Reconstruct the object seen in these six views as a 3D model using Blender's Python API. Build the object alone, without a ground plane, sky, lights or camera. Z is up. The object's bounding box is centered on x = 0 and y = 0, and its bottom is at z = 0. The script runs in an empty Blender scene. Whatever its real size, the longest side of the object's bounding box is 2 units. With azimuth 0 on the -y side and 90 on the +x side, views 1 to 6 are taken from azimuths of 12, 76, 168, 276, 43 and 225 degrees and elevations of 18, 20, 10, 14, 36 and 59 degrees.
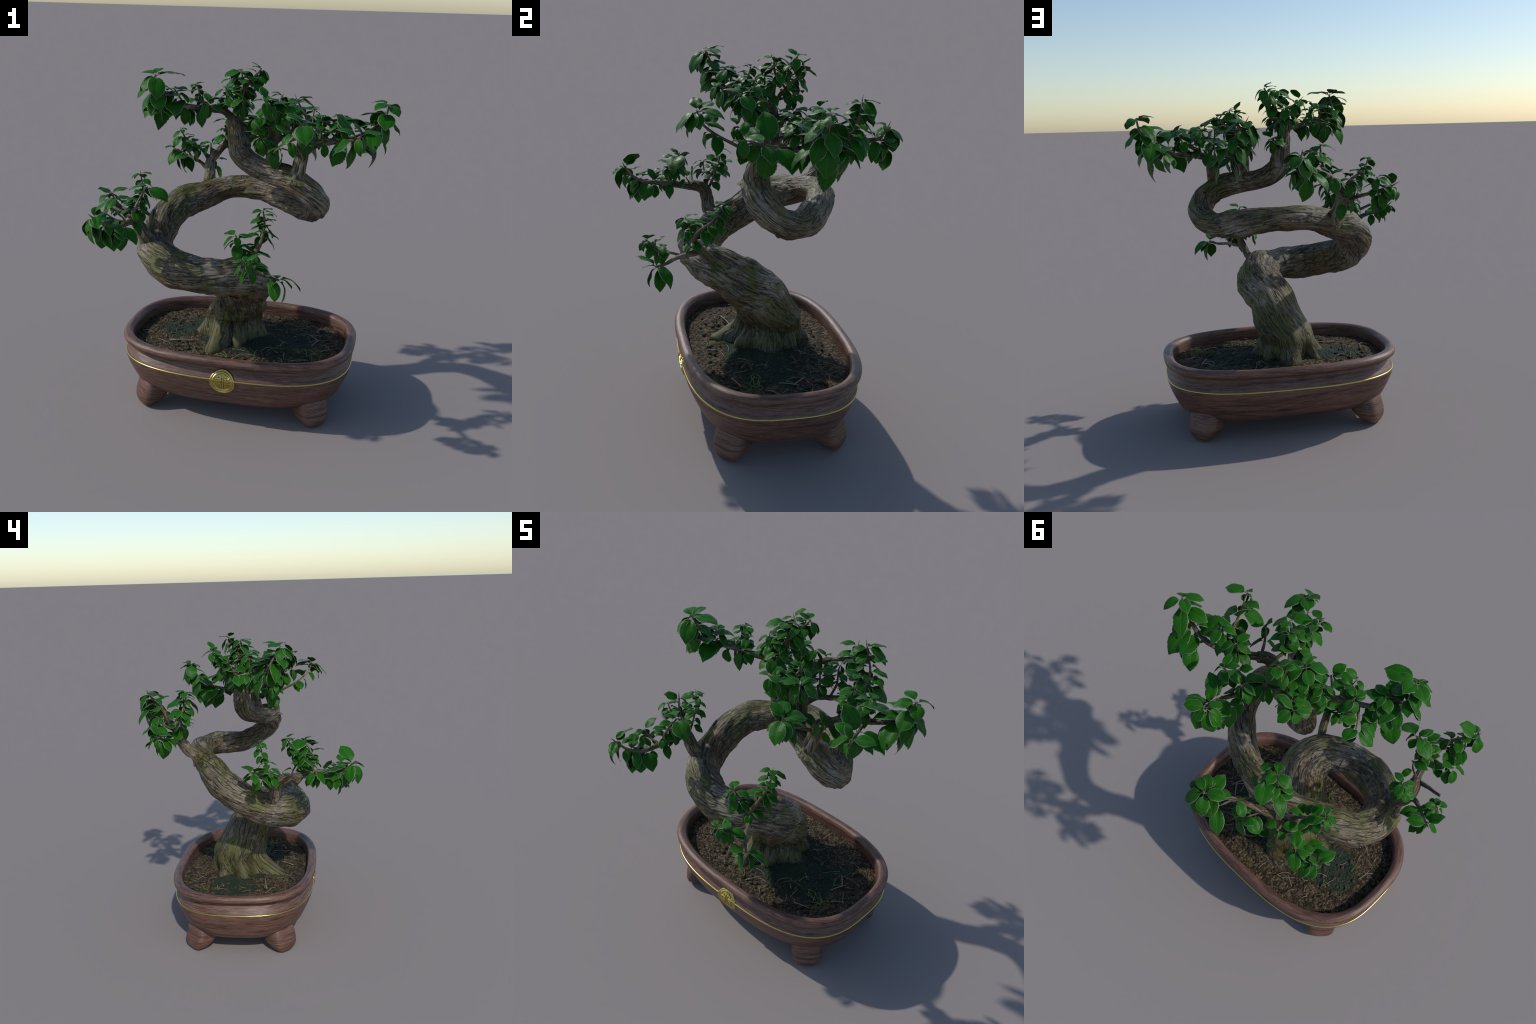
"""A bonsai: S-curved mossy trunk with leafy branches in a footed, oval, dark wood pot."""
import bpy, bmesh, math, random
import numpy as np
from mathutils import Vector, Matrix, noise

RNG = random.Random(7)
noise.seed_set(3)
COL = bpy.context.scene.collection


# ------------------------------------------------------------------ helpers
def new_object(name, verts, faces, mats=(), mat_index=None, smooth=True, parent=None, attrs=None):
    me = bpy.data.meshes.new(name)
    me.from_pydata([tuple(v) for v in verts], [], [tuple(f) for f in faces])
    for m in mats:
        me.materials.append(m)
    if mat_index is not None:
        me.polygons.foreach_set("material_index", mat_index)
    me.polygons.foreach_set("use_smooth", [smooth] * len(me.polygons))
    for key, vals in (attrs or {}).items():
        a = me.attributes.new(key, "FLOAT", "POINT")
        a.data.foreach_set("value", np.asarray(vals, dtype=np.float32))
    me.update()
    if name in ("pot", "pot_foot", "earth_crumbs", "medallion", "medallion_symbol", "gold_band"):
        bm = bmesh.new()
        bm.from_mesh(me)
        bmesh.ops.recalc_face_normals(bm, faces=bm.faces)
        bm.to_mesh(me)
        bm.free()
    ob = bpy.data.objects.new(name, me)
    COL.objects.link(ob)
    if parent is not None:
        ob.parent = parent
    return ob


def catmull(points, step):
    """Dense Catmull-Rom curve through control rows (any number of columns), spaced by arc length."""
    P = np.asarray(points, float)
    P = np.vstack([2 * P[0] - P[1], P, 2 * P[-1] - P[-2]])
    out = []
    for i in range(1, len(P) - 2):
        a, b, c, d = P[i - 1], P[i], P[i + 1], P[i + 2]
        for x in np.linspace(0, 1, 24, endpoint=False):
            out.append(.5 * (2 * b + (c - a) * x + (2 * a - 5 * b + 4 * c - d) * x * x + (3 * b - a - 3 * c + d) * x ** 3))
    out.append(P[-2])
    out = np.array(out)
    L = np.concatenate([[0], np.cumsum(np.linalg.norm(np.diff(out[:, :3], axis=0), axis=1))])
    n = max(3, int(round(L[-1] / step)) + 1)
    S = np.linspace(0, L[-1], n)
    return np.stack([np.interp(S, L, out[:, k]) for k in range(out.shape[1])], 1), S


def frames(path):
    """Tangents and rotation-minimising normals along a path."""
    T = np.gradient(path, axis=0)
    T /= np.linalg.norm(T, axis=1)[:, None]
    n = np.cross(T[0], [0, 1, 0] if abs(T[0][1]) < .9 else [1, 0, 0])
    N = []
    for t in T:
        n = n - t * np.dot(n, t)
        n /= np.linalg.norm(n)
        N.append(n)
    N = np.array(N)
    return T, N, np.cross(T, N)


def smoothstep(a, b, x):
    t = min(1.0, max(0.0, (x - a) / (b - a)))
    return t * t * (3 - 2 * t)


class Shell:
    """Collects tube geometry plus straightened grain coordinates."""

    def __init__(self):
        self.v, self.f, self.g = [], [], []

    def tube(self, pts, step, seg, relief=None, twist=0.0, tip=True, seed=0.0, planes=None, level=0.0):
        path, S = catmull(pts, step)
        if planes:      # straighten the spine into short runs with corners between them
            K = np.arange(0, S[-1] + planes, planes)
            lin = np.stack([np.interp(S, K, np.interp(K, S, path[:, k])) for k in range(4)], 1)
            k = .55 * np.clip((S - .30) / .2, 0, 1)[:, None]
            path = path * (1 - k) + lin * k
        C, R = path[:, :3], path[:, 3]
        T, N, B = frames(C)
        if level:       # the lowest rings lie flat on the ground
            w = np.clip((S - level * .2) / (level * .8), 0, 1)[:, None]
            w = w * w * (3 - 2 * w)
            T = T * w + np.array([[0, 0, 1.0]]) * (1 - w)
            N = N - T * (N * T).sum(1)[:, None] / (T * T).sum(1)[:, None]
            N /= np.linalg.norm(N, axis=1)[:, None]
            B = np.cross(T / np.linalg.norm(T, axis=1)[:, None], N)
        base = len(self.v)
        for i in range(len(C)):
            for j in range(seg):
                a = 2 * math.pi * j / seg
                rad = N[i] * math.cos(a) + B[i] * math.sin(a)
                g = (R[i] * math.cos(a + twist * S[i]), R[i] * math.sin(a + twist * S[i]), S[i] + seed)
                r = R[i] + (relief(g, C[i], rad, R[i]) if relief else 0.0)
                self.v.append(C[i] + rad * r)
                self.g.append(g)
        for i in range(len(C) - 1):
            for j in range(seg):
                k = (j + 1) % seg
                self.f.append((base + i * seg + j, base + i * seg + k, base + (i + 1) * seg + k, base + (i + 1) * seg + j))
        if tip:
            self.v.append(C[-1] + T[-1] * R[-1] * .7)
            self.g.append((0, 0, S[-1] + seed))
            last = base + (len(C) - 1) * seg
            for j in range(seg):
                self.f.append((last + j, last + (j + 1) % seg, len(self.v) - 1))
        return C, T

    def make(self, name, mat, parent):
        g = np.array(self.g)
        return new_object(name, self.v, self.f, [mat], parent=parent,
                          attrs={"grain_a": g[:, 0], "grain_b": g[:, 1], "grain_s": g[:, 2]})


# ------------------------------------------------------------------ materials
class Nodes:
    def __init__(self, name):
        self.mat = bpy.data.materials.new(name)
        self.mat.use_nodes = True
        self.t = self.mat.node_tree
        self.bsdf = self.t.nodes["Principled BSDF"]
        self.out = self.t.nodes["Material Output"]

    def n(self, kind, **props):
        nd = self.t.nodes.new("ShaderNode" + kind)
        for k, v in props.items():
            setattr(nd, k, v)
        return nd

    def link(self, a, b):
        self.t.links.new(a, b)

    def set(self, sock, val):
        if hasattr(val, "links"):
            self.link(val, sock)
        else:
            sock.default_value = val

    def coord(self, scale=(1, 1, 1), source=None, loc=(0, 0, 0)):
        m = self.n("Mapping")
        m.inputs["Scale"].default_value = scale
        m.inputs["Location"].default_value = loc
        self.link(source if source is not None else self.n("TexCoord").outputs["Object"], m.inputs["Vector"])
        return m.outputs["Vector"]

    def attr(self, name):
        a = self.n("Attribute")
        a.attribute_name = name
        return a.outputs["Fac"]

    def xyz(self, x, y, z):
        c = self.n("CombineXYZ")
        for s, v in zip(c.inputs, (x, y, z)):
            self.set(s, v)
        return c.outputs[0]

    def noise(self, vec, scale, detail=4, rough=.55, dist=0.0):
        nd = self.n("TexNoise")
        nd.inputs["Scale"].default_value = scale
        nd.inputs["Detail"].default_value = detail
        nd.inputs["Roughness"].default_value = rough
        nd.inputs["Distortion"].default_value = dist
        self.link(vec, nd.inputs["Vector"])
        return nd.outputs["Fac"]

    def voronoi(self, vec, scale, feature="F1", out="Distance"):
        nd = self.n("TexVoronoi", feature=feature)
        nd.inputs["Scale"].default_value = scale
        self.link(vec, nd.inputs["Vector"])
        return nd.outputs[out]

    def ramp(self, fac, stops):
        r = self.n("ValToRGB")
        e = r.color_ramp.elements
        while len(e) < len(stops):
            e.new(.5)
        for el, (p, c) in zip(e, stops):
            el.position = p
            el.color = (*c, 1) if len(c) == 3 else c
        self.link(fac, r.inputs[0])
        return r.outputs["Color"]

    def mask(self, fac, lo, hi):
        m = self.n("MapRange", interpolation_type="SMOOTHSTEP")
        self.link(fac, m.inputs["Value"])
        m.inputs["From Min"].default_value = lo
        m.inputs["From Max"].default_value = hi
        return m.outputs["Result"]

    def math(self, op, a, b=0.0):
        m = self.n("Math", operation=op)
        self.set(m.inputs[0], a)
        self.set(m.inputs[1], b)
        return m.outputs[0]

    def mix(self, fac, a, b, blend="MIX"):
        m = self.n("Mix", data_type="RGBA", blend_type=blend)
        self.set(m.inputs[0], fac)
        for s, v in ((m.inputs[6], a), (m.inputs[7], b)):
            self.set(s, (*v, 1) if isinstance(v, tuple) and len(v) == 3 else v)
        return m.outputs[2]

    def bump(self, height, strength, dist, prev=None):
        b = self.n("Bump")
        b.inputs["Strength"].default_value = strength
        b.inputs["Distance"].default_value = dist
        self.link(height, b.inputs["Height"])
        if prev is not None:
            self.link(prev, b.inputs["Normal"])
        return b.outputs["Normal"]

    def finish(self, color, rough, normal=None, **other):
        self.set(self.bsdf.inputs["Base Color"], (*color, 1) if isinstance(color, tuple) else color)
        self.set(self.bsdf.inputs["Roughness"], rough)
        if normal is not None:
            self.link(normal, self.bsdf.inputs["Normal"])
        for k, v in other.items():
            self.set(self.bsdf.inputs[k.replace("_", " ")], v)
        return self.mat


def bark_material(name, tint=1.0, moss_amount=1.0, young=False):
    M = Nodes(name)
    g = M.xyz(M.attr("grain_a"), M.attr("grain_b"), M.attr("grain_s"))
    obj = M.n("TexCoord").outputs["Object"]
    # wavering grain lines: stretched along the stem
    wa = M.math("SUBTRACT", M.noise(M.coord((11, 11, 6), g), 1.0, 3), .5)
    wb = M.math("SUBTRACT", M.noise(M.coord((11, 11, 6), g, (4, 4, 4)), 1.0, 3), .5)
    add = M.n("VectorMath", operation="ADD")
    M.link(g, add.inputs[0]); M.link(M.xyz(M.math("MULTIPLY", wa, .05), M.math("MULTIPLY", wb, .05), 0.0), add.inputs[1])
    gw = add.outputs[0]
    fine = M.noise(M.coord((250, 250, 13), gw), 1.0, 6, .75)
    coarse = M.noise(M.coord((75, 75, 7), gw, (3, 1, 7)), 1.0, 5, .65)

    def fissure(scale, along, off, width):
        f = M.noise(M.coord((scale, scale, along), gw, off), 1.0, 2, .45)
        return M.mask(M.math("ABSOLUTE", M.math("SUBTRACT", f, .5)), 0.0, width)
    c1 = fissure(34, 3.0, (1, 2, 3), .036)
    c2 = fissure(66, 5.5, (7, 2, 5), .045)
    where = M.mask(M.noise(obj, 7, 3), .40, .56)
    crackm = M.math("MULTIPLY", c1, M.math("MAXIMUM", c2, M.math("SUBTRACT", 1.0, where)))
    patch = M.noise(obj, 4.5, 3, .6)
    patch2 = M.noise(M.coord((1, 1, 1), obj, (5, 2, 9)), 4.6, 4, .6)
    k = tint
    wood = M.ramp(M.math("ADD", M.math("MULTIPLY", fine, .74), M.math("MULTIPLY", coarse, .26)),
                  [(.37, (.024 * k, .019 * k, .013 * k)), (.465, (.098 * k, .077 * k, .048 * k)),
                   (.535, (.185 * k, .150 * k, .098 * k)), (.63, (.36 * k, .315 * k, .24 * k))])
    wood = M.mix(M.math("MULTIPLY", M.mask(patch2, .50, .62), .75), wood, (.52, .54, .55), "MULTIPLY")
    wood = M.mix(M.math("MULTIPLY", M.mask(patch2, .49, .42), .62), wood, M.mix(fine, (.07, .06, .045), (.50, .45, .36)))
    wood = M.mix(M.math("MULTIPLY", M.mask(patch, .50, .60), .62), wood, M.mix(fine, (.045, .024, .008), (.24, .14, .055)))
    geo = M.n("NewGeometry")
    sep = M.n("SeparateXYZ"); M.link(geo.outputs["Normal"], sep.inputs[0])
    pos = M.n("SeparateXYZ"); M.link(geo.outputs["Position"], pos.inputs[0])
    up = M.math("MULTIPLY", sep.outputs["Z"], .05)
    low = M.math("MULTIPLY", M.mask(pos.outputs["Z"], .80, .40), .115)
    mossn = M.math("ADD", M.math("ADD", M.noise(M.coord((1, 1, 1), obj, (2, 8, 1)), 5.5, 6, .70), up), low)
    moss = M.math("MULTIPLY", M.mask(mossn, .51, .60), .85 * moss_amount)
    moss = M.math("MULTIPLY", moss, M.mask(coarse, .33, .52))
    mosscol = M.mix(M.noise(obj, 75, 4), (.026, .034, .003), (.155, .165, .014))
    col = M.mix(moss, wood, mosscol)
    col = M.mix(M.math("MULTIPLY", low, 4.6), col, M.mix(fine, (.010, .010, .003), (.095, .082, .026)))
    col = M.mix(crackm, M.mix(.9, col, (.008, .007, .005)), col)
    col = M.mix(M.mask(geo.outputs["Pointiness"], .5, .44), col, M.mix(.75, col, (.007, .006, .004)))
    h = M.math("ADD", M.math("ADD", M.math("MULTIPLY", fine, .5), M.math("MULTIPLY", coarse, .5)), M.math("MULTIPLY", crackm, .8))
    nrm = M.bump(h, .65, .006)
    return M.finish(col, M.ramp(fine, [(.3, (.72,) * 3), (.7, (.45,) * 3)]), nrm, Specular_IOR_Level=.4)


def twig_material():
    M = Nodes("twig_bark")
    g = M.xyz(M.attr("grain_a"), M.attr("grain_b"), M.attr("grain_s"))
    f = M.noise(M.coord((160, 160, 30), g), 1.0, 5, .6)
    obj = M.n("TexCoord").outputs["Object"]
    patch = M.noise(obj, 14, 3)
    col = M.ramp(f, [(.33, (.02, .015, .01)), (.5, (.095, .068, .042)), (.68, (.25, .2, .135))])
    col = M.mix(M.math("MULTIPLY", M.mask(patch, .5, .65), .6), col, M.mix(f, (.03, .03, .008), (.13, .12, .03)))
    return M.finish(col, .65, M.bump(f, .6, .004))


def leaf_material():
    M = Nodes("leaf_green")
    obj = M.n("TexCoord").outputs["Object"]
    sep = M.n("SeparateXYZ"); M.link(obj, sep.inputs[0])
    ax = M.math("ABSOLUTE", sep.outputs["X"])
    rib = M.mask(ax, .016, .004)
    side = M.n("TexWave", wave_type="BANDS", bands_direction="Y")
    side.inputs["Scale"].default_value = 2.6
    side.inputs["Distortion"].default_value = 1.2
    skew = M.xyz(sep.outputs["X"], M.math("SUBTRACT", sep.outputs["Y"], M.math("MULTIPLY", ax, .8)), 0.0)
    M.link(skew, side.inputs["Vector"])
    blotch = M.noise(obj, 2.2, 2)
    rnd = M.n("ObjectInfo").outputs["Random"]
    col = M.mix(blotch, (.011, .088, .004), (.024, .165, .006))
    col = M.mix(M.math("MULTIPLY", rnd, .55), col, (.020, .108, .005))
    col = M.mix(M.math("MULTIPLY", M.mask(side.outputs["Fac"], .86, 1.0), .10), col, (.03, .16, .02))
    col = M.mix(M.math("MULTIPLY", rib, .55), col, (.075, .2, .028))
    tip = M.mask(sep.outputs["Y"], .965, 1.0)
    col = M.mix(tip, col, (.006, .012, .004))
    nrm = M.bump(M.math("ADD", blotch, M.math("MULTIPLY", side.outputs["Fac"], .06)), .12, .03)
    M.finish(col, .45, nrm, Specular_IOR_Level=.17)
    tr = M.n("BsdfTranslucent")
    M.link(M.mix(.5, col, (.03, .2, .01)), tr.inputs["Color"])
    mx = M.n("MixShader"); mx.inputs[0].default_value = .2
    M.link(M.bsdf.outputs[0], mx.inputs[1]); M.link(tr.outputs[0], mx.inputs[2])
    M.link(mx.outputs[0], M.out.inputs[0])
    return M.mat


def plain(name, lo, hi, rough, scale=40, metallic=0.0, bump=0.0, **kw):
    M = Nodes(name)
    f = M.noise(M.n("TexCoord").outputs["Object"], scale, 4)
    return M.finish(M.mix(f, lo, hi), rough, M.bump(f, bump, .003) if bump else None, Metallic=metallic, **kw)


def wood_material():
    """Dark red-brown timber; grain runs around the pot (attribute: distance along the profile)."""
    M = Nodes("pot_wood")
    pos = M.n("SeparateXYZ"); M.link(M.n("TexCoord").outputs["Object"], pos.inputs[0])
    t = M.attr("profile_run")
    v = M.xyz(pos.outputs["X"], pos.outputs["Y"], t)
    w = M.noise(M.coord((2.2, 2.2, 7), v), 1.0, 2)
    v2 = M.xyz(pos.outputs["X"], pos.outputs["Y"], M.math("ADD", t, M.math("MULTIPLY", w, .04)))
    f = M.noise(M.coord((12, 12, 380), v2), 1.0, 6, .70)
    pore = M.noise(M.coord((30, 30, 700), v2, (4, 4, 4)), 1.0, 3, .6)
    big = M.noise(M.coord((3.0, 3.0, 55), v2, (1, 5, 2)), 1.0, 3)
    fac = M.math("ADD", M.math("MULTIPLY", f, .72), M.math("MULTIPLY", big, .28))
    col = M.ramp(fac, [(.39, (.026, .013, .010)), (.46, (.088, .041, .028)), (.53, (.168, .082, .056)), (.64, (.27, .142, .100))])
    col = M.mix(M.math("MULTIPLY", M.mask(pore, .46, .34), .75), col, (.02, .012, .011))
    col = M.mix(M.math("MULTIPLY", M.mask(big, .53, .68), .35), col, (.085, .058, .05))
    return M.finish(col, M.ramp(f, [(.3, (.5,) * 3), (.7, (.34,) * 3)]), M.bump(M.math("ADD", f, pore), .28, .003), Specular_IOR_Level=.5)


def soil_material():
    M = Nodes("soil_earth")
    obj = M.n("TexCoord").outputs["Object"]
    sv = M.n("VectorMath", operation="ADD")
    sn = M.n("TexNoise"); sn.inputs["Scale"].default_value = 34; sn.inputs["Detail"].default_value = 4
    M.link(obj, sn.inputs["Vector"])
    sc = M.n("VectorMath", operation="SCALE"); sc.inputs["Scale"].default_value = .034
    M.link(sn.outputs["Color"], sc.inputs[0]); M.link(obj, sv.inputs[0]); M.link(sc.outputs[0], sv.inputs[1])
    crumb = M.voronoi(sv.outputs[0], 80)
    crumbc = M.voronoi(sv.outputs[0], 80, "F1", "Color")
    sep = M.n("SeparateColor"); M.link(crumbc, sep.inputs[0])
    n1 = M.noise(obj, 20, 7, .75)
    col = M.ramp(M.math("ADD", M.math("MULTIPLY", sep.outputs[0], .3), M.math("MULTIPLY", n1, .7)),
                 [(.3, (.014, .009, .005)), (.48, (.06, .042, .022)), (.62, (.13, .094, .05)), (.76, (.21, .16, .095))])
    col = M.mix(M.math("MULTIPLY", M.mask(crumb, .4, .8), .7), col, (.008, .005, .003))
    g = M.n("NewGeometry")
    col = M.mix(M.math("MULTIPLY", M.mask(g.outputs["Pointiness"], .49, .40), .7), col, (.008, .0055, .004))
    p = M.n("SeparateXYZ"); M.link(obj, p.inputs[0])
    # dark moss spreads around the foot of the trunk, most to the right and the front
    dx = M.math("SUBTRACT", p.outputs["X"], .10); dy = M.math("SUBTRACT", p.outputs["Y"], .03)
    d = M.math("SQRT", M.math("ADD", M.math("MULTIPLY", M.math("MULTIPLY", dx, dx), .75), M.math("MULTIPLY", M.math("MULTIPLY", dy, dy), 1.7)))
    near = M.mask(d, .46, .18)
    dx2 = M.math("ADD", p.outputs["X"], .36); dy2 = M.math("SUBTRACT", p.outputs["Y"], .10)
    d2 = M.math("SQRT", M.math("ADD", M.math("MULTIPLY", dx2, dx2), M.math("MULTIPLY", M.math("MULTIPLY", dy2, dy2), 1.3)))
    near = M.math("MAXIMUM", near, M.mask(d2, .26, .10))
    mn = M.math("ADD", M.noise(obj, 9, 5, .65), M.math("MULTIPLY", near, .32))
    moss = M.math("MULTIPLY", M.mask(mn, .64, .78), .93)
    fine = M.noise(obj, 170, 4, .6)
    mosscol = M.ramp(fine, [(.36, (.006, .013, .011)), (.5, (.014, .03, .019)), (.64, (.042, .062, .022)), (.78, (.10, .11, .035))])
    col = M.mix(moss, col, mosscol)
    h = M.math("ADD", M.math("MULTIPLY", crumb, -.8), M.math("MULTIPLY", n1, .8))
    return M.finish(col, .85, M.bump(h, .9, .01), Specular_IOR_Level=.3)


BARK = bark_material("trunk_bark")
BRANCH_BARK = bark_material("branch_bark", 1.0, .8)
TWIG = twig_material()
LEAF = leaf_material()
LEAF_EDGE = plain("leaf_margin", (.13, .14, .11), (.24, .24, .2), .6, 6)
PETIOLE = plain("leaf_stalk", (.15, .11, .065), (.26, .2, .13), .6, 9)
WOOD = wood_material()
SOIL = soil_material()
GOLD = plain("gold_trim", (.46, .37, .10), (.66, .55, .19), .28, 90, 1.0, .12)
EARTH = plain("earth_crumb", (.022, .015, .009), (.10, .072, .04), .9, 60)
GRASS = plain("grass_green", (.06, .13, .015), (.2, .27, .04), .55, 20)
STRAW = plain("dry_straw", (.16, .125, .07), (.36, .31, .22), .7, 30)

# ------------------------------------------------------------------ the thing
tree = bpy.data.objects.new("bonsai_tree", None)
COL.objects.link(tree)
tree["label"] = "S-curved mossy bonsai with green leaves in footed wooden pot"
tree["category"] = "bonsai tree"

# ------------------------------------------------------------------ pot
CX, CY, PA, PB, PN = -.002, .051, .696, .480, 2.84


def outline(d, z, ang):
    """Point of the rounded-oval plan, set in by d."""
    c, s = math.cos(ang), math.sin(ang)
    a, b = PA - d, PB - d
    n = PN
    return Vector((CX + a * math.copysign(abs(c) ** (2 / n), c), CY + b * math.copysign(abs(s) ** (2 / n), s), z))


PROFILE = [(.062, .33), (.060, .40), (.056, .424), (.046, .436), (.030, .441), (.012, .436), (.002, .424), (.0, .412), (.004, .401),
           (.016, .394), (.030, .388), (.041, .380), (.042, .366), (.033, .352), (.024, .336), (.016, .322), (.013, .308), (.016, .286),
           (.027, .252), (.041, .218), (.057, .184), (.072, .155), (.098, .128), (.130, .109), (.17, .100), (.22, .097), (.30, .097)]


def wall_inset(z):
    """Inset of the outer wall at height z."""
    pts = sorted((zz, d) for d, zz in PROFILE[11:26])
    return float(np.interp(z, [p[0] for p in pts], [p[1] for p in pts]))


def wall_front(x, z):
    d = wall_inset(z)
    a, b = PA - d, PB - d
    return CY - b * max(0, 1 - abs((x - CX) / a) ** PN) ** (1 / PN)


prof, run = catmull([(d, 0, z, 0) for d, z in PROFILE], .006)
SEG = 168
# angles spread evenly by length round the oval
aa = np.linspace(0, 2 * math.pi, 4001)
pp = np.array([outline(0, 0, a)[:2] for a in aa])
ll = np.concatenate([[0], np.cumsum(np.linalg.norm(np.diff(pp, axis=0), axis=1))])
ANG = np.interp(np.linspace(0, ll[-1], SEG, endpoint=False), ll, aa)
vs, fs, rn = [], [], []
for (d, _, z, _), r in zip(prof, run):
    for a in ANG:
        vs.append(outline(d, z, a)); rn.append(r)
for i in range(len(prof) - 1):
    for j in range(SEG):
        k = (j + 1) % SEG
        fs.append((i * SEG + j, i * SEG + k, (i + 1) * SEG + k, (i + 1) * SEG + j))
fs.append([(len(prof) - 1) * SEG + j for j in range(SEG)])
pot = new_object("pot", vs, fs, [WOOD], parent=tree, attrs={"profile_run": rn})

# feet: tongues that face the four diagonals, toe swung outward
for sx in (-1, 1):
    for sy in (-1, 1):
        c = Vector((CX + sx * .520, CY + sy * .298, 0))
        out = Vector((sx * .70, sy * .714, 0)).normalized()
        wide = Vector((-out.y, out.x, 0))
        zs = [.0015, .004, .008, .014, .022, .032, .044, .058, .074, .092, .112, .132, .152, .170, .185, .20, .215]
        fo = np.interp(zs, [0, .008, .02, .04, .065, .09, .12, .15, .2], [.002, .014, .022, .029, .030, .026, .018, .010, -.01])
        gi = np.interp(zs, [0, .008, .02, .04, .07, .10, .13, .2], [-.016, -.040, -.066, -.096, -.130, -.155, -.175, -.20])
        for i, z in enumerate(zs):      # the top tucks under the pot wall
            if z > .16:
                d = wall_inset(z)
                t = .16
                while abs((c.x + out.x * t - CX) / (PA - d)) ** PN + abs((c.y + out.y * t - CY) / (PB - d)) ** PN > 1:
                    t -= .002
                fo[i] = max(gi[i] + .02, min(fo[i], t + (.001 if z < .19 else -.012)))
        vs, fs, rn = [], [], []
        RS = 56
        for i, z in enumerate(zs):
            w = (.094 - .04 * max(0, z - .10)) * max(0.012, 1 - max(0, (.092 - z) / .092) ** 2.2) ** .46
            m, h = (fo[i] + gi[i]) / 2, (fo[i] - gi[i]) / 2
            for j in range(RS):
                a = 2 * math.pi * j / RS
                ca, sa = math.cos(a), math.sin(a)
                p = c + out * (m + h * math.copysign(abs(ca) ** .55, ca)) + wide * (w * math.copysign(abs(sa) ** .66, sa))
                p.z = z
                vs.append(p); rn.append(z + .3 * sx + .1 * sy + .12 * fo[i])
        for i in range(len(zs) - 1):
            for j in range(RS):
                k = (j + 1) % RS
                fs.append((i * RS + j, i * RS + k, (i + 1) * RS + k, (i + 1) * RS + j))
        fs.append(list(range(RS))[::-1]); fs.append([(len(zs) - 1) * RS + j for j in range(RS)])
        foot = new_object("pot_foot", vs, fs, [WOOD], parent=pot, attrs={"profile_run": rn})
        md = foot.modifiers.new("soft", "SUBSURF"); md.levels = md.render_levels = 1

# gold line round the widest part
vs, fs = [], []
band = [(-.002, .0056), (.0022, .0044), (.0034, 0), (.0022, -.0044), (-.002, -.0056)]
for j, a in enumerate(ANG):
    for o, dz in band:
        vs.append(outline(wall_inset(.312) - o, .312 + dz, a))
for j in range(SEG):
    k = (j + 1) % SEG
    for i in range(len(band) - 1):
        fs.append((j * 5 + i, j * 5 + i + 1, k * 5 + i + 1, k * 5 + i))
new_object("gold_band", vs, fs, [GOLD], parent=pot)

# medallion: shield with raised rings and a square fret, wrapped on the front wall
MX, MZ, MR = .002, .298, .074


def on_wall(x, z, h):
    return Vector((MX + x, wall_front(MX + x, MZ + z) + .0012 - h, MZ + z))


vs, fs = [], []
rings = [(0, .002), (.2, .002), (.4, .002), (.6, .002), (.67, .002), (.70, .0052), (.75, .0078), (.80, .0068), (.825, .0036),
         (.85, .0036), (.89, .0086), (.94, .0095), (.98, .0065), (1.0, .002), (1.0, -.006)]
RS = 72
for r, h in rings:
    for j in range(RS):
        a = 2 * math.pi * j / RS
        vs.append(on_wall(r * MR * math.cos(a), r * MR * math.sin(a), h))
for i in range(len(rings) - 1):
    for j in range(RS):
        k = (j + 1) % RS
        fs.append((i * RS + j, (i + 1) * RS + j, (i + 1) * RS + k, i * RS + k))
medal = new_object("medallion", vs, fs, [GOLD], parent=pot)


def bar(vs, fs, x0, z0, x1, z1, half, h):
    """A raised bar on the medallion with bevelled sides (unit disc coordinates)."""
    dx, dz = x1 - x0, z1 - z0
    L = math.hypot(dx, dz)
    ux, uz = dx / L, dz / L
    n = max(2, int(L / .08))
    base = len(vs)
    for i in range(n + 1):
        t = i / n
        px, pz = x0 + dx * t, z0 + dz * t
        for o, hh in ((half * 1.25, 0), (half * .65, h), (-half * .65, h), (-half * 1.25, 0)):
            vs.append(on_wall((px - uz * o) * MR, (pz + ux * o) * MR, .0016 + hh))
    for i in range(n):
        for q in range(3):
            fs.append((base + i * 4 + q, base + i * 4 + q + 1, base + i * 4 + 5 + q, base + i * 4 + 4 + q))
    fs.append((base, base + 3, base + 2, base + 1)); e = base + n * 4
    fs.append((e, e + 1, e + 2, e + 3))


vs, fs = [], []
for s in (-1, 1):
    bar(vs, fs, s * .085, -.62, s * .085, .62, .045, .0062)
    bar(vs, fs, s * .085, .58, s * .34, .52, .036, .0062)
    bar(vs, fs, s * .34, .52, s * .34, .40, .036, .0062)
    bar(vs, fs, s * .20, .36, s * .52, .36, .036, .0062)
    bar(vs, fs, s * .13, .20, s * .60, .20, .040, .0062)
    bar(vs, fs, s * .50, .20, s * .50, -.02, .036, .0062)
    bar(vs, fs, s * .13, .02, s * .66, .02, .040, .0062)
    bar(vs, fs, s * .16, -.18, s * .58, -.18, .036, .0062)
    bar(vs, fs, s * .34, -.18, s * .34, -.36, .036, .0062)
    bar(vs, fs, s * .20, -.36, s * .50, -.36, .036, .0062)
    bar(vs, fs, s * .085, -.55, s * .32, -.50, .036, .0062)
new_object("medallion_symbol", vs, fs, [GOLD], smooth=False, parent=pot)

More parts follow.
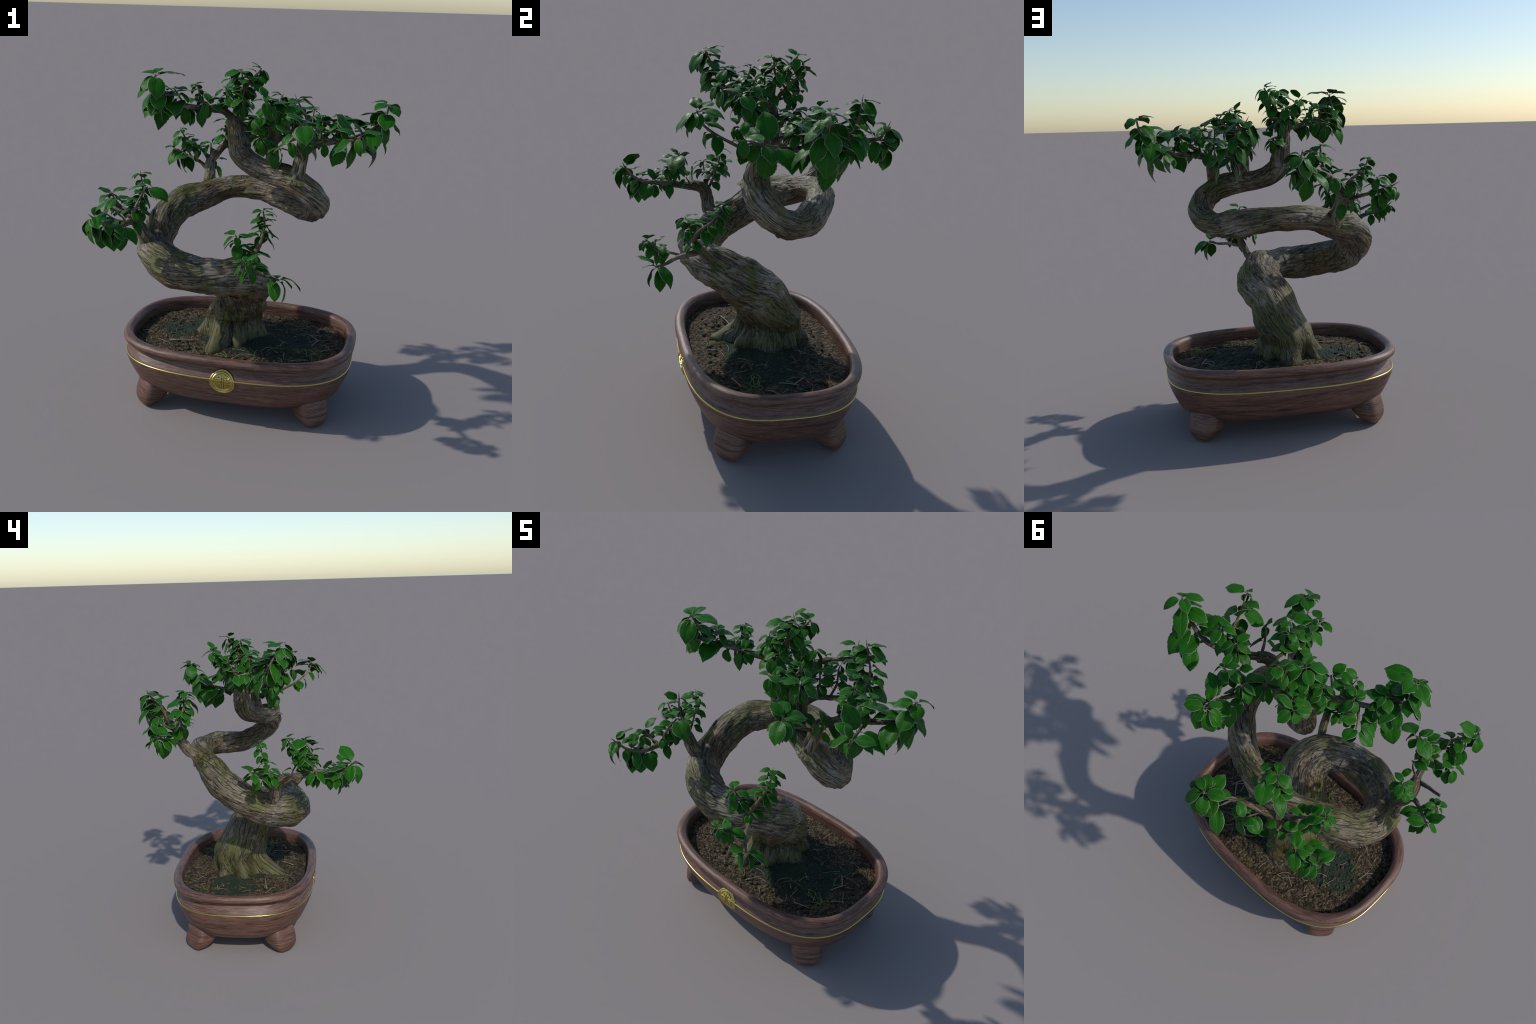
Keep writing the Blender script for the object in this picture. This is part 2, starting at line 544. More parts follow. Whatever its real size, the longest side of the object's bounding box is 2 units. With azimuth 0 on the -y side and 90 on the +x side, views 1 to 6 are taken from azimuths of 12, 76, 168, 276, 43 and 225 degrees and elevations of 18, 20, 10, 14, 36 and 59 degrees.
# ------------------------------------------------------------------ trunk
SPINE = [(-.048, .072, .340, .152), (-.049, .088, .420, .153), (-.047, .105, .505, .156), (-.013, .048, .596, .157), (.025, -.008, .714, .149),
         (.079, -.102, .791, .137), (.052, -.203, .861, .114), (-.055, -.278, .876, .100), (-.184, -.293, .881, .105),
         (-.311, -.268, .888, .106), (-.423, -.199, .918, .101), (-.486, -.101, .962, .099), (-.501, .017, 1.022, .095),
         (-.466, .121, 1.089, .097), (-.394, .199, 1.164, .092), (-.282, .262, 1.194, .080), (-.168, .312, 1.235, .069),
         (-.041, .335, 1.247, .068), (.091, .297, 1.242, .072), (.207, .239, 1.227, .076), (.311, .164, 1.204, .076),
         (.398, .063, 1.206, .070), (.438, -.045, 1.270, .074), (.379, -.108, 1.361, .073), (.267, -.091, 1.413, .066),
         (.145, -.048, 1.431, .058), (.045, .008, 1.453, .062), (-.022, .040, 1.500, .062), (-.044, .052, 1.588, .053),
         (-.055, .047, 1.655, .045), (-.066, .048, 1.700, .039), (-.068, .048, 1.722, .025)]
ROOTS = [(-.296, .036), (-.130, -.225), (.185, .050), (-.035, .320), (.035, -.125), (-.21, .22), (.10, .20)]
ROOT_WIDTH = [.30, .33, .36, .32, .24, .24, .24]


FR = random.Random(11)
SIDES, RUN = 10, .072
FACET = [[FR.uniform(-1, 1) for _ in range(SIDES)] for _ in range(90)]


def facet(x, y, s, R):
    """Flat-sided cross-section with uneven corners, joined in straight runs along the stem."""
    a = (math.atan2(y, x) / (2 * math.pi) % 1.0) * SIDES
    u = max(0.0, s / RUN)
    i, j = int(u), int(a) % SIDES
    fu, fa = u - int(u), a - int(a)
    j2 = (j + 1) % SIDES
    r = (FACET[i][j] * (1 - fa) + FACET[i][j2] * fa) * (1 - fu) + (FACET[i + 1][j] * (1 - fa) + FACET[i + 1][j2] * fa) * fu
    chord = math.cos(math.pi / SIDES) / math.cos((fa - .5) * 2 * math.pi / SIDES) - .975
    return R * (.10 * r + .9 * chord)


def bark_relief(g, c, rad, R):
    x, y, s = g
    lump = facet(x, y, s, R) + noise.noise(Vector((x * 9, y * 9, s * 4))) * .007 + noise.noise(Vector((x * 22, y * 22, s * 9 + 5))) * .0045
    rid = 1 - abs(noise.noise(Vector((x * 30 + 2, y * 30, s * 4.5 + 9))))
    rid2 = 1 - abs(noise.noise(Vector((x * 62, y * 62 + 4, s * 8 + 3))))
    groove = -max(0, rid - .86) / .14 * .0042 - max(0, rid2 - .84) / .16 * .0028
    out = (lump + groove) * min(1, R / .08)
    z = c[2]
    if z < .67:     # root flare
        a = math.atan2(rad[1], rad[0])
        k = max(0.0, (.66 - z) / .275)
        k = min(1.0, k) ** 2.2
        cx, cy, toe = c[0], c[1], 0.0
        for (rx, ry), w in zip(ROOTS, ROOT_WIDTH):
            d = math.hypot(rx - cx, ry - cy) - R
            da = (a - math.atan2(ry - cy, rx - cx) + math.pi) % (2 * math.pi) - math.pi
            toe = max(toe, d * math.exp(-(da / w) ** 2))
        out += toe * k + .014 * min(1, k) * noise.noise(Vector((math.cos(a) * 3, math.sin(a) * 3, z * 6)))
    return out


sh = Shell()
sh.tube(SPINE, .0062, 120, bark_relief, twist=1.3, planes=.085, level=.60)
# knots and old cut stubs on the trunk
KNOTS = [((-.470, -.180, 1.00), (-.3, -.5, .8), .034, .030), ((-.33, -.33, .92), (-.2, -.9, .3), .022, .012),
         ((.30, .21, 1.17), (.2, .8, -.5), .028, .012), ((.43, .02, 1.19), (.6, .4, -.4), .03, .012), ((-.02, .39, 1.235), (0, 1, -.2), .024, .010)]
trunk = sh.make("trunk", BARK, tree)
for (c, d, r, h) in KNOTS:
    d = np.array(d) / np.linalg.norm(d); c = np.array(c)
    ks = Shell()
    ks.tube([(*(c - d * .04), r * 1.5), (*(c + d * .0), r * 1.35), (*(c + d * h * .7), r), (*(c + d * (h + .012)), r * .55)], .006, 28,
            lambda g, c, rad, R: .22 * R * noise.noise(Vector((g[0] * 40, g[1] * 40, g[2] * 20))))
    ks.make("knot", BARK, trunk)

# ------------------------------------------------------------------ leaves
def leaf_mesh(i):
    r = random.Random(40 + i)
    NV, NU = 18, 4
    droop = (.32, .44, .58, .38, .5, .66)[i % 6]
    wide = (.70, .64, .60, .74, .66, .58)[i % 6] * .5
    wave = r.uniform(.015, .03)
    ph = r.uniform(0, 6)
    top, border = [], []
    us = [0, .3, .62, .945, 1.0]

    def place(u, v, side):
        w = wide * (math.sin(math.pi * min(1, v ** .86)) ** .78) * (1 - .25 * max(0, v - .72) / .28)
        if .02 < v < .97:
            w *= 1 + (.034 if int(round(v * NV)) % 2 else -.034)
        x = side * u * w
        y = v + .05 * (u ** 2) * (1 - v) * 0 
        z = .22 * u * w / wide * (1 - .6 * v) - droop * v ** 2.0 - .17 * (u * w / wide) ** 2
        z += wave * u * math.sin(v * 11 + ph + side * 1.3) * (1 if 0.02 < v < .98 else 0)
        y -= droop * .35 * v ** 3
        return Vector((x, y, z))

    cols = [(u, -1) for u in us[::-1]] + [(u, 1) for u in us[1:]]
    n = len(cols)
    vs, fs, mi = [], [], []
    for j in range(NV + 1):
        v = j / NV
        for u, s in cols:
            vs.append(place(u, max(.0, v), s))
    T = .011
    m = len(vs)
    for p in list(vs):
        vs.append(p - Vector((0, 0, T)))
    for j in range(NV):
        for k in range(n - 1):
            q = (j * n + k, j * n + k + 1, (j + 1) * n + k + 1, (j + 1) * n + k)
            e = 1 if k in (0, n - 2) else 0
            fs.append(q); mi.append(e)
            fs.append(tuple(m + x for x in q[::-1])); mi.append(e)
        for k in (0, n - 1):
            q = (j * n + k, (j + 1) * n + k, m + (j + 1) * n + k, m + j * n + k)
            fs.append(q if k == 0 else q[::-1]); mi.append(1)
    # leaf stalk
    b = len(vs)
    for t in range(5):
        y = -.16 + .2 * t / 4
        for q in range(5):
            a = 2 * math.pi * q / 5
            vs.append(Vector((.014 * math.cos(a), y, .014 * math.sin(a) - .008 - .5 * max(0, -y) ** 2)))
    for t in range(4):
        for q in range(5):
            k = (q + 1) % 5
            fs.append((b + t * 5 + q, b + t * 5 + k, b + t * 5 + 5 + k, b + t * 5 + 5 + q)); mi.append(2)
    me = bpy.data.meshes.new("leaf")
    me.from_pydata([tuple(v) for v in vs], [], fs)
    for mt in (LEAF, LEAF_EDGE, PETIOLE):
        me.materials.append(mt)
    me.polygons.foreach_set("material_index", mi)
    me.polygons.foreach_set("use_smooth", [True] * len(fs))
    me.update()
    return me


LEAVES = [leaf_mesh(i) for i in range(6)]
leaf_items = []          # (matrix, mesh, parent, size)


def add_leaf(p, d, size, parent, up=None, mesh=None):
    size *= 1.26 + max(0.0, size - .06) * 2.9
    d = Vector(d).normalized()
    up = Vector(up or (0, 0, 1)) + Vector((RNG.uniform(-.25, .25), RNG.uniform(-.25, .25), 0))
    z = up - d * up.dot(d)
    if z.length < .05:
        z = Vector((d.y, -d.x, .2)); z -= d * z.dot(d)
    z.normalize()
    x = d.cross(z)
    p = Vector(p) + d * size * .13
    M = Matrix(((x.x, d.x, z.x, p.x), (x.y, d.y, z.y, p.y), (x.z, d.z, z.z, p.z), (0, 0, 0, 1)))
    M = M @ Matrix.Diagonal((size * RNG.uniform(.92, 1.1), size, size, 1))
    leaf_items.append((M, mesh or RNG.choice(LEAVES), parent, size))


def leaf_pairs(C, T, start, nodes, s0, s1, parent, phase=0.0, droop=.35):
    """Opposite pairs of leaves, each pair turned a quarter from the last, along the end of a twig."""
    n = len(C)
    whorl = nodes > 2 or start > .9
    nodes = int(round(nodes * (1.45 if s1 < .07 else 1.25))) if nodes > 2 else nodes
    for k in range(nodes):
        f = start + (1 - start) * ((k + .5) / nodes if nodes > 1 else 1.0)
        if k == nodes - 1:
            f = .99
        i = min(n - 1, int(f * (n - 1)))
        t = Vector(T[i]); p = Vector(C[i])
        a = t.cross(Vector((0, 0, 1)))
        if a.length < .25:
            a = Vector((math.cos(phase), math.sin(phase), 0)); a -= t * a.dot(t)
        a.normalize()
        b = t.cross(a)
        size = s0 + (s1 - s0) * (k / max(1, nodes - 1))
        last = whorl and k == nodes - 1
        for q in range(4 if last else 2):
            ang = phase + k * math.pi / 2 + (q * math.pi / 2 if last else q * math.pi) + RNG.uniform(-.5, .5)
            rad = a * math.cos(ang) + b * math.sin(ang)
            flat = 1 - abs(t.z)
            d = rad + t * (.30 if last else .22) + Vector((0, 0, -droop * RNG.uniform(.35, 1.35) - .25 * flat * max(0, rad.z) + (.10 if last else 0)))
            add_leaf(p + rad * .004 + t * (.004 if q > 1 else 0), d, size * RNG.uniform(.78, 1.18), parent)


# ------------------------------------------------------------------ branches
class Branch:
    def __init__(self, name):
        self.sh, self.name, self.jobs, self.seed = Shell(), name, [], RNG.uniform(0, 9)

    def limb(self, pts, r0, r1, flare=0.0, leaves=(), spike=0.0, rough=.12):
        """pts: spine; radius runs r0 -> r1; leaves: (start, nodes, size0, size1, phase[, droop])."""
        n = len(pts)
        rows = []
        for i, p in enumerate(pts):
            f = i / (n - 1)
            r = r0 + (r1 - r0) * f ** .8
            if flare and i == 0:
                r *= flare
            rows.append((*p, r))
        if flare:
            a, b = np.array(rows[0]), np.array(rows[1])
            mid = a * .62 + b * .38; mid[3] = b[3] * 1.12
            rows.insert(1, tuple(mid))
        rmax = max(r0, r1)
        seg = int(min(40, max(7, rmax * 900)))
        step = max(.006, min(.012, rmax * .35))
        k = rough

        def rel(g, c, rad, R):
            q = Vector((g[0] * 45, g[1] * 45, g[2] * 16))
            return R * k * 1.4 * noise.noise(q) + R * k * noise.noise(q * 2.6)
        self.seed += 1.7
        C, T = self.sh.tube(rows, step, seg, rel, seed=self.seed)
        if spike:
            e, t = C[-1], T[-1]
            t = t + np.array([0, 0, .25]); t /= np.linalg.norm(t)
            self.sh.tube([(*(e - t * .004), r1 * .9), (*(e + t * spike * .5), r1 * .5), (*(e + t * spike), .0004)], .008, 6, None, seed=self.seed + 4)
        for L in leaves:
            self.jobs.append((C, T, L))
        return self

    def done(self, mat):
        ob = self.sh.make(self.name, mat, trunk)
        for C, T, L in self.jobs:
            leaf_pairs(C, T, L[0], L[1], L[2], L[3], ob, L[4], L[5] if len(L) > 5 else .35)
        return ob


# front branch at the elbow
b = Branch("branch")
b.limb([(.085, -.225, .90), (.125, -.30, .965), (.160, -.385, 1.065)], .030, .019, 1.8, [(.95, 1, .065, .065, .4), (.75, 1, .06, .06, 1.6)])
b.limb([(.158, -.38, 1.058), (.186, -.354, 1.119), (.187, -.273, 1.185), (.170, -.226, 1.253)], .016, .003, 0,
       [(.36, 6, .066, .056, .3)], .018)
b.limb([(.156, -.375, 1.05), (.110, -.355, 1.062), (.079, -.371, 1.085), (.063, -.404, 1.157)], .009, .003, 0, [(.40, 4, .060, .062, .9)], .012)
b.limb([(.135, -.33, 1.0), (.205, -.455, 1.0), (.272, -.527, .992), (.328, -.580, 1.0)], .017, .005, 0,
       [(.5, 1, .07, .07, .2), (.97, 1, .088, .082, .4, .45)])
b.limb([(.19, -.44, 1.003), (.178, -.53, 1.03), (.158, -.613, 1.080)], .008, .003, 0, [(.40, 4, .068, .060, .6)], .012)
b.done(BRANCH_BARK)

# left branch, reaching to the front
b = Branch("branch")
b.limb([(-.470, -.160, .975), (-.515, -.195, 1.045), (-.560, -.207, 1.131), (-.540, -.29, 1.168)], .044, .030, 1.5)
b.limb([(-.552, -.23, 1.145), (-.515, -.37, 1.178), (-.513, -.453, 1.190), (-.519, -.571, 1.200), (-.565, -.63, 1.225), (-.614, -.668, 1.268)],
       .024, .005, 0, [(.3, 3, .07, .08, .2, .6), (.62, 5, .082, .060, .6, .5)], .03)
b.limb([(-.555, -.20, 1.11), (-.548, -.165, 1.19), (-.545, -.130, 1.30), (-.561, -.114, 1.382)], .010, .003, 0, [(.25, 6, .050, .046, .3)], .02)
b.limb([(-.558, -.207, 1.12), (-.62, -.185, 1.175), (-.690, -.140, 1.198), (-.755, -.085, 1.246)], .018, .005, 0, [(.5, 4, .068, .064, .7)], .045)
b.limb([(-.66, -.165, 1.19), (-.70, -.19, 1.22), (-.738, -.188, 1.264)], .008, .003, 0, [(.4, 3, .056, .052, .2)], .008)
b.limb([(-.515, -.40, 1.182), (-.485, -.43, 1.25), (-.455, -.41, 1.32), (-.428, -.373, 1.372)], .011, .004, 0,
       [(.3, 5, .050, .060, .4), (.90, 1, .095, .095, .2)])
b.limb([(-.514, -.44, 1.188), (-.50, -.40, 1.24), (-.50, -.375, 1.31)], .008, .003, 0, [(.35, 4, .048, .048, 1.0)])
b.limb([(-.513, -.44, 1.188), (-.59, -.44, 1.20), (-.645, -.445, 1.234)], .008, .003, 0, [(.35, 3, .075, .062, .6)])
b.limb([(-.54, -.29, 1.168), (-.62, -.28, 1.20), (-.700, -.265, 1.236)], .014, .008, 0)
b.limb([(-.516, -.52, 1.195), (-.56, -.55, 1.19), (-.60, -.58, 1.20)], .007, .003, 0, [(.4, 2, .085, .08, .1, .5)])
b.limb([(-.53, -.30, 1.17), (-.49, -.31, 1.20), (-.47, -.33, 1.23)], .007, .003, 0, [(.4, 2, .062, .06, .1, .4)])
b.done(BRANCH_BARK)

# back branch
b = Branch("branch")
b.limb([(-.285, .30, 1.225), (-.294, .380, 1.285), (-.305, .425, 1.365), (-.27, .455, 1.42)], .042, .027, 1.6)
b.limb([(-.285, .445, 1.40), (-.235, .497, 1.455), (-.150, .55, 1.505), (-.05, .61, 1.53), (-.012, .645, 1.548), (-.016, .683, 1.606)],
       .024, .005, 0, [(.35, 2, .07, .08, .3, .6), (.78, 4, .088, .070, .5)], .035)
b.limb([(-.295, .395, 1.30), (-.37, .44, 1.355), (-.47, .48, 1.385), (-.565, .508, 1.418)], .016, .005, 0, [(.62, 4, .075, .068, .3)], .045)
b.limb([(-.30, .42, 1.355), (-.35, .40, 1.44), (-.44, .38, 1.50), (-.473, .367, 1.562)], .014, .003, 0, [(.35, 6, .062, .050, .4)], .02)
b.limb([(-.43, .47, 1.372), (-.465, .51, 1.40), (-.463, .546, 1.472)], .008, .003, 0, [(.5, 3, .055, .06, .9)])
b.limb([(-.22, .505, 1.465), (-.195, .56, 1.465), (-.19, .616, 1.490)], .008, .003, 0, [(.3, 3, .062, .060, .4)])
b.limb([(-.27, .455, 1.41), (-.215, .43, 1.49), (-.195, .40, 1.57), (-.192, .392, 1.640)], .014, .004, 0, [(.4, 5, .075, .060, .2)])
b.limb([(-.195, .41, 1.55), (-.15, .42, 1.59), (-.13, .44, 1.62)], .007, .003, 0, [(.4, 2, .085, .07, .3, .5)])
b.limb([(-.10, .58, 1.522), (-.06, .66, 1.50), (-.04, .69, 1.50)], .007, .003, 0, [(.5, 2, .095, .085, .3, .5)])
b.limb([(-.03, .62, 1.535), (.015, .66, 1.54), (.03, .69, 1.55)], .006, .003, 0, [(.5, 2, .075, .07, 1.0, .4)])
b.limb([(-.285, .44, 1.395), (-.32, .50, 1.44), (-.33, .53, 1.46)], .010, .006, 0, [(.6, 2, .06, .06, 1.0, .4)])
b.limb([(-.29, .40, 1.31), (-.30, .50, 1.34), (-.30, .56, 1.36)], .009, .003, 0, [(.5, 2, .07, .065, 1.0, .4)])
b.done(BRANCH_BARK)

# middle branch on the upper arm
b = Branch("branch")
b.limb([(.172, -.050, 1.44), (.171, -.025, 1.494), (.167, -.017, 1.586), (.178, -.05, 1.66)], .040, .026, 1.5)
b.limb([(.175, -.045, 1.65), (.19, -.09, 1.72), (.195, -.17, 1.78), (.168, -.275, 1.842)], .019, .004, 0, [(.3, 6, .062, .060, .3)], .015)
b.limb([(.185, -.07, 1.70), (.23, -.12, 1.75), (.27, -.165, 1.78), (.298, -.186, 1.815)], .012, .004, 0, [(.3, 4, .068, .066, .7)])
b.limb([(.168, -.02, 1.57), (.20, .06, 1.60), (.27, .16, 1.588), (.318, .29, 1.605), (.295, .385, 1.665), (.222, .433, 1.775)], .021, .004, 0,
       [(.25, 2, .075, .08, .3, .6), (.52, 7, .098, .068, .6)], .04)
b.limb([(.30, .25, 1.60), (.325, .33, 1.605), (.31, .378, 1.625)], .008, .004, 0, [(.6, 2, .085, .08, .3, .45)])
b.limb([(.20, .06, 1.60), (.185, .10, 1.66), (.16, .12, 1.72)], .009, .004, 0, [(.3, 4, .058, .06, .5)])
b.limb([(.20, -.14, 1.765), (.22, -.13, 1.82), (.23, -.10, 1.85)], .007, .003, 0, [(.4, 3, .062, .055, .1)], .015)
b.limb([(.178, -.05, 1.66), (.13, -.08, 1.70), (.09, -.13, 1.735)], .010, .003, 0, [(.35, 4, .060, .056, .2)])
b.limb([(.172, -.03, 1.60), (.14, -.10, 1.62), (.13, -.17, 1.635)], .010, .003, 0, [(.45, 3, .062, .06, .2)])
b.limb([(.24, .12, 1.59), (.25, .16, 1.66), (.23, .19, 1.72), (.22, .22, 1.74)], .008, .003, 0, [(.3, 4, .065, .06, .8)])
b.limb([(.17, -.03, 1.55), (.22, -.10, 1.57), (.24, -.15, 1.57)], .009, .003, 0, [(.4, 2, .07, .065, .4, .5)])
b.done(BRANCH_BARK)

# right branch
b = Branch("branch")
b.limb([(.325, -.125, 1.40), (.335, -.127, 1.458), (.352, -.09, 1.560), (.385, -.045, 1.585)], .044, .028, 1.5)
b.limb([(.365, -.07, 1.575), (.44, .0, 1.597), (.573, .075, 1.612), (.665, .095, 1.645), (.730, .09, 1.698), (.765, .09, 1.75), (.780, .085, 1.812)],
       .024, .005, 0, [(.58, 6, .118, .086, .5)])
b.limb([(.53, .05, 1.608), (.58, -.06, 1.628), (.63, -.17, 1.655), (.664, -.245, 1.688)], .011, .004, 0, [(.35, 4, .098, .072, .4, .5)])
b.limb([(.48, .03, 1.60), (.52, .04, 1.66), (.552, .042, 1.742)], .010, .003, 0, [(.3, 4, .062, .062, .4)])
b.limb([(.42, -.01, 1.593), (.43, .03, 1.66), (.432, .057, 1.735)], .010, .003, 0, [(.25, 5, .058, .055, .2)])
b.limb([(.40, .0, 1.59), (.375, .09, 1.61), (.36, .16, 1.66), (.360, .205, 1.742)], .011, .003, 0, [(.3, 5, .064, .055, .6)], .012)
b.limb([(.345, -.105, 1.53), (.318, -.19, 1.575), (.304, -.296, 1.630), (.345, -.37, 1.69), (.384, -.400, 1.753)], .011, .004, 0,
       [(.5, 3, .072, .078, .3, .5), (.93, 2, .088, .080, .6, .3)])
b.limb([(.375, -.055, 1.58), (.42, -.13, 1.61), (.47, -.19, 1.64)], .010, .004, 0, [(.4, 2, .07, .07, .5, .5)])
b.limb([(.62, .085, 1.625), (.66, .15, 1.62), (.69, .19, 1.63)], .008, .003, 0, [(.5, 2, .09, .085, .5, .5)])
b.done(BRANCH_BARK)

# crown
b = Branch("branch")
b.limb([(-.060, .047, 1.68), (-.040, .048, 1.77), (-.020, .052, 1.835), (.005, .085, 1.89), (.035, .112, 1.925), (.063, .14, 1.965)],
       .021, .004, 0, [(.40, 6, .070, .058, .3)])
b.limb([(-.012, .06, 1.855), (-.018, .045, 1.90), (-.028, .048, 1.953)], .009, .003, 0, [(.35, 3, .062, .066, .4)])
b.limb([(-.068, .045, 1.69), (-.111, -.009, 1.742), (-.174, -.049, 1.754), (-.275, -.093, 1.768), (-.375, -.150, 1.785), (-.425, -.180, 1.84), (-.422, -.239, 1.940)],
       .024, .004, 0, [(.3, 4, .085, .095, .3, .6), (.64, 6, .098, .068, .5)])
b.limb([(-.15, -.035, 1.752), (-.165, -.08, 1.77), (-.176, -.115, 1.793)], .009, .003, 0, [(.4, 3, .06, .06, .5)])
b.limb([(-.24, -.08, 1.762), (-.30, -.02, 1.765), (-.335, .035, 1.757)], .011, .004, 0, [(.4, 3, .065, .08, .4, .5)])
b.limb([(-.20, -.06, 1.757), (-.235, -.04, 1.82), (-.262, -.02, 1.878)], .009, .003, 0, [(.25, 4, .05, .05, .2)])
b.limb([(-.068, .052, 1.70), (-.068, .10, 1.767), (-.052, .160, 1.835), (-.09, .20, 1.865), (-.125, .224, 1.893)], .015, .003, 0, [(.35, 6, .062, .056, .4)], .03)
b.limb([(-.10, .005, 1.735), (-.10, .02, 1.80), (-.11, .02, 1.86)], .009, .003, 0, [(.3, 5, .054, .050, .2)], .02)
b.limb([(-.05, .047, 1.73), (-.02, .01, 1.78), (.0, -.03, 1.81)], .009, .003, 0, [(.4, 4, .056, .052, .3)])
b.limb([(-.30, -.105, 1.77), (-.33, -.12, 1.82), (-.35, -.14, 1.86)], .008, .003, 0, [(.3, 3, .06, .06, .3)])
b.limb([(-.048, .052, 1.62), (-.015, .06, 1.66), (.02, .09, 1.68)], .010, .003, 0, [(.5, 3, .058, .055, .3)])
b.limb([(-.055, .085, 1.74), (-.03, .14, 1.76), (-.01, .18, 1.78)], .008, .003, 0, [(.45, 3, .056, .05, .6)])
b.done(BRANCH_BARK)

# the 300 largest leaves are objects of their own, the rest stay joined
leaf_items.sort(key=lambda q: -q[3])
single, rest = leaf_items[:300], leaf_items[300:]
for M, me, par, s in single:
    ob = bpy.data.objects.new("leaf", me)
    COL.objects.link(ob)
    ob.parent = par
    ob.matrix_world = M
if rest:
    vs, fs, mi = [], [], []
    for M, me, par, s in rest:
        o = len(vs)
        vs += [M @ v.co for v in me.vertices]
        for p in me.polygons:
            fs.append(tuple(o + i for i in p.vertices)); mi.append(p.material_index)
    ob = new_object("small_leaves", vs, fs, [LEAF, LEAF_EDGE, PETIOLE], mi, parent=trunk)
    ob["kind"] = "stuff"

# ------------------------------------------------------------------ soil
def soil_height(x, y):
    d = math.hypot((x + .03) * .8, y - .08)
    h = .366 + .034 * math.exp(-(d / .24) ** 2)
    for (ax, ay, bx, by, w, hh) in ((.10, .06, .34, .02, .07, .030), (-.04, .25, -.02, .40, .06, .014), (-.26, .05, -.40, .06, .06, .012)):
        t = max(0, min(1, ((x - ax) * (bx - ax) + (y - ay) * (by - ay)) / ((bx - ax) ** 2 + (by - ay) ** 2)))
        q = math.hypot(x - ax - t * (bx - ax), y - ay - t * (by - ay))
        h += hh * (1 - t) * math.exp(-(q / w) ** 2)
    return h


vs, fs = [], []
NR, NA = 84, 300
for i in range(NR + 1):
    f = (i / NR) ** .9
    for j in range(NA):
        p = outline(.058, 0, 2 * math.pi * j / NA)
        x, y = CX + (p.x - CX) * f, CY + (p.y - CY) * f
        v = Vector((x, y, 0))
        d, _ = noise.voronoi(v * 42)
        d2, _ = noise.voronoi(v * 85 + Vector((3, 1, 0)))
        z = soil_height(x, y) + .009 * noise.noise(v * 11) + .006 * (.5 - d[0]) + .004 * (.5 - d2[0]) + .004 * noise.noise(v * 40)
        vs.append((x, y, z))
for i in range(NR):
    for j in range(NA):
        k = (j + 1) % NA
        fs.append((i * NA + j, (i + 1) * NA + j, (i + 1) * NA + k, i * NA + k))
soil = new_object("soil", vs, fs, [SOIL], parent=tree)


def strand(vs, fs, p, ang, L, w, lift, bend, arch=1.0):
    """A thin curved blade or stalk lying on or rising from the soil."""
    n = 6
    base = len(vs)
    x, y = p
    a = ang
    for i in range(n + 1):
        t = i / n
        z = soil_height(x, y) + .004 + lift * math.sin(math.pi * t * arch) + .004
        ww = w * (1 - .75 * t) if arch < .9 else w * (1 - .3 * t)
        nx, ny = -math.sin(a), math.cos(a)
        vs += [(x + nx * ww, y + ny * ww, z), (x, y, z + ww * .8), (x - nx * ww, y - ny * ww, z), (x, y, z - ww * .8)]
        x += math.cos(a) * L / n; y += math.sin(a) * L / n
        a += bend / n
    for i in range(n):
        for q in range(4):
            k = (q + 1) % 4
            fs.append((base + i * 4 + q, base + i * 4 + k, base + i * 4 + 4 + k, base + i * 4 + 4 + q))
    fs.append((base + 3, base + 2, base + 1, base)); e = base + n * 4
    fs.append((e, e + 1, e + 2, e + 3))


def on_soil():
    while True:
        a, f = RNG.uniform(0, 2 * math.pi), math.sqrt(RNG.uniform(.08, .8))
        p = outline(.09, 0, a)
        x, y = CX + (p.x - CX) * f, CY + (p.y - CY) * f
        if math.hypot(x + .06, y - .07) > .27:
            return x, y


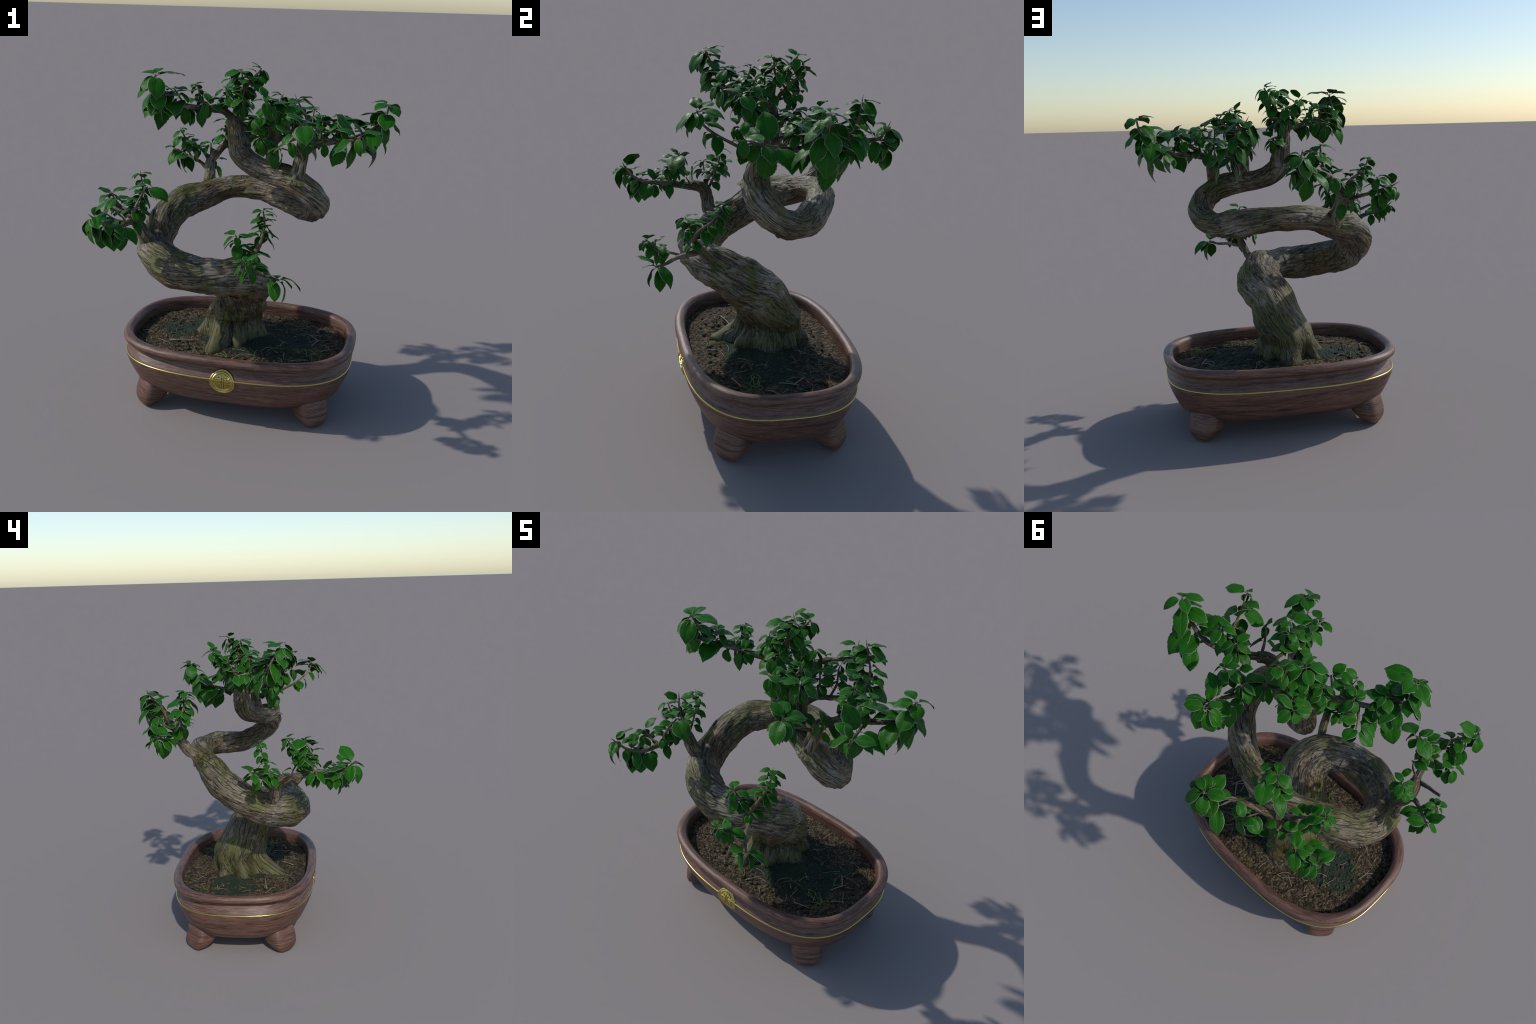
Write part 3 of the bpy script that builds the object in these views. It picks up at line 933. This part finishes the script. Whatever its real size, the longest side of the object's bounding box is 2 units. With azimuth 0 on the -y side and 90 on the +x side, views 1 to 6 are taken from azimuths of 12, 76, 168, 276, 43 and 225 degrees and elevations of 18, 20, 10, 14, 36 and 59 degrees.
vs, fs = [], []
for i in range(70):
    p = on_soil()
    strand(vs, fs, p, RNG.uniform(0, 6.28), RNG.uniform(.025, .085), RNG.uniform(.0012, .0026), RNG.uniform(0, .006), RNG.uniform(-.9, .9))
for p, a, L in (((.44, .03), 1.2, .11), ((.47, .10), 2.2, .10), ((.02, -.27), 1.0, .10), ((.50, -.04), .8, .08), ((-.40, -.12), .2, .16), ((.35, -.20), .3, .1)):
    strand(vs, fs, p, a, L, .0042, .004, RNG.uniform(-.4, .4))
straw = new_object("straw_litter", vs, fs, [STRAW], parent=soil); straw["kind"] = "stuff"
vs, fs = [], []
for i in range(34):
    p = on_soil()
    strand(vs, fs, p, RNG.uniform(0, 6.28), RNG.uniform(.03, .08), RNG.uniform(.0014, .0026), RNG.uniform(.004, .03), RNG.uniform(-1.5, 1.5), RNG.uniform(.5, 1))
for i in range(12):     # tuft near the right end
    strand(vs, fs, (.46 + RNG.uniform(-.03, .03), -.10 + RNG.uniform(-.03, .03)), RNG.uniform(0, 6.28), RNG.uniform(.05, .09), .0024, RNG.uniform(.01, .03), RNG.uniform(-1.5, 1.5), .8)
for i in range(4):
    strand(vs, fs, (-.005, -.26), 2.2 + i * .5, .06, .0026, .012, .3, .7)
grass = new_object("grass_blades", vs, fs, [GRASS], parent=soil); grass["kind"] = "stuff"
# crumbs of earth
vs, fs = [], []
for i in range(230):
    x, y = on_soil()
    r = RNG.uniform(.004, .013)
    c = Vector((x, y, soil_height(x, y) + r * .3))
    base = len(vs)
    for u in range(4):
        th = math.pi * (u + .5) / 4
        for w in range(6):
            ph = 2 * math.pi * w / 6 + u * .5
            q = Vector((math.sin(th) * math.cos(ph), math.sin(th) * math.sin(ph), math.cos(th) * .75))
            vs.append(c + q * r * (1 + .5 * noise.noise(q * 1.7 + Vector((i, 0, 0)))))
    for u in range(3):
        for w in range(6):
            k = (w + 1) % 6
            fs.append((base + u * 6 + w, base + u * 6 + 6 + w, base + u * 6 + 6 + k, base + u * 6 + k))
    fs.append([base + w for w in range(6)]); fs.append([base + 18 + w for w in range(6)][::-1])
crumbs = new_object("earth_crumbs", vs, fs, [EARTH], smooth=False, parent=soil); crumbs["kind"] = "stuff"
print("LEAVES", len(leaf_items))
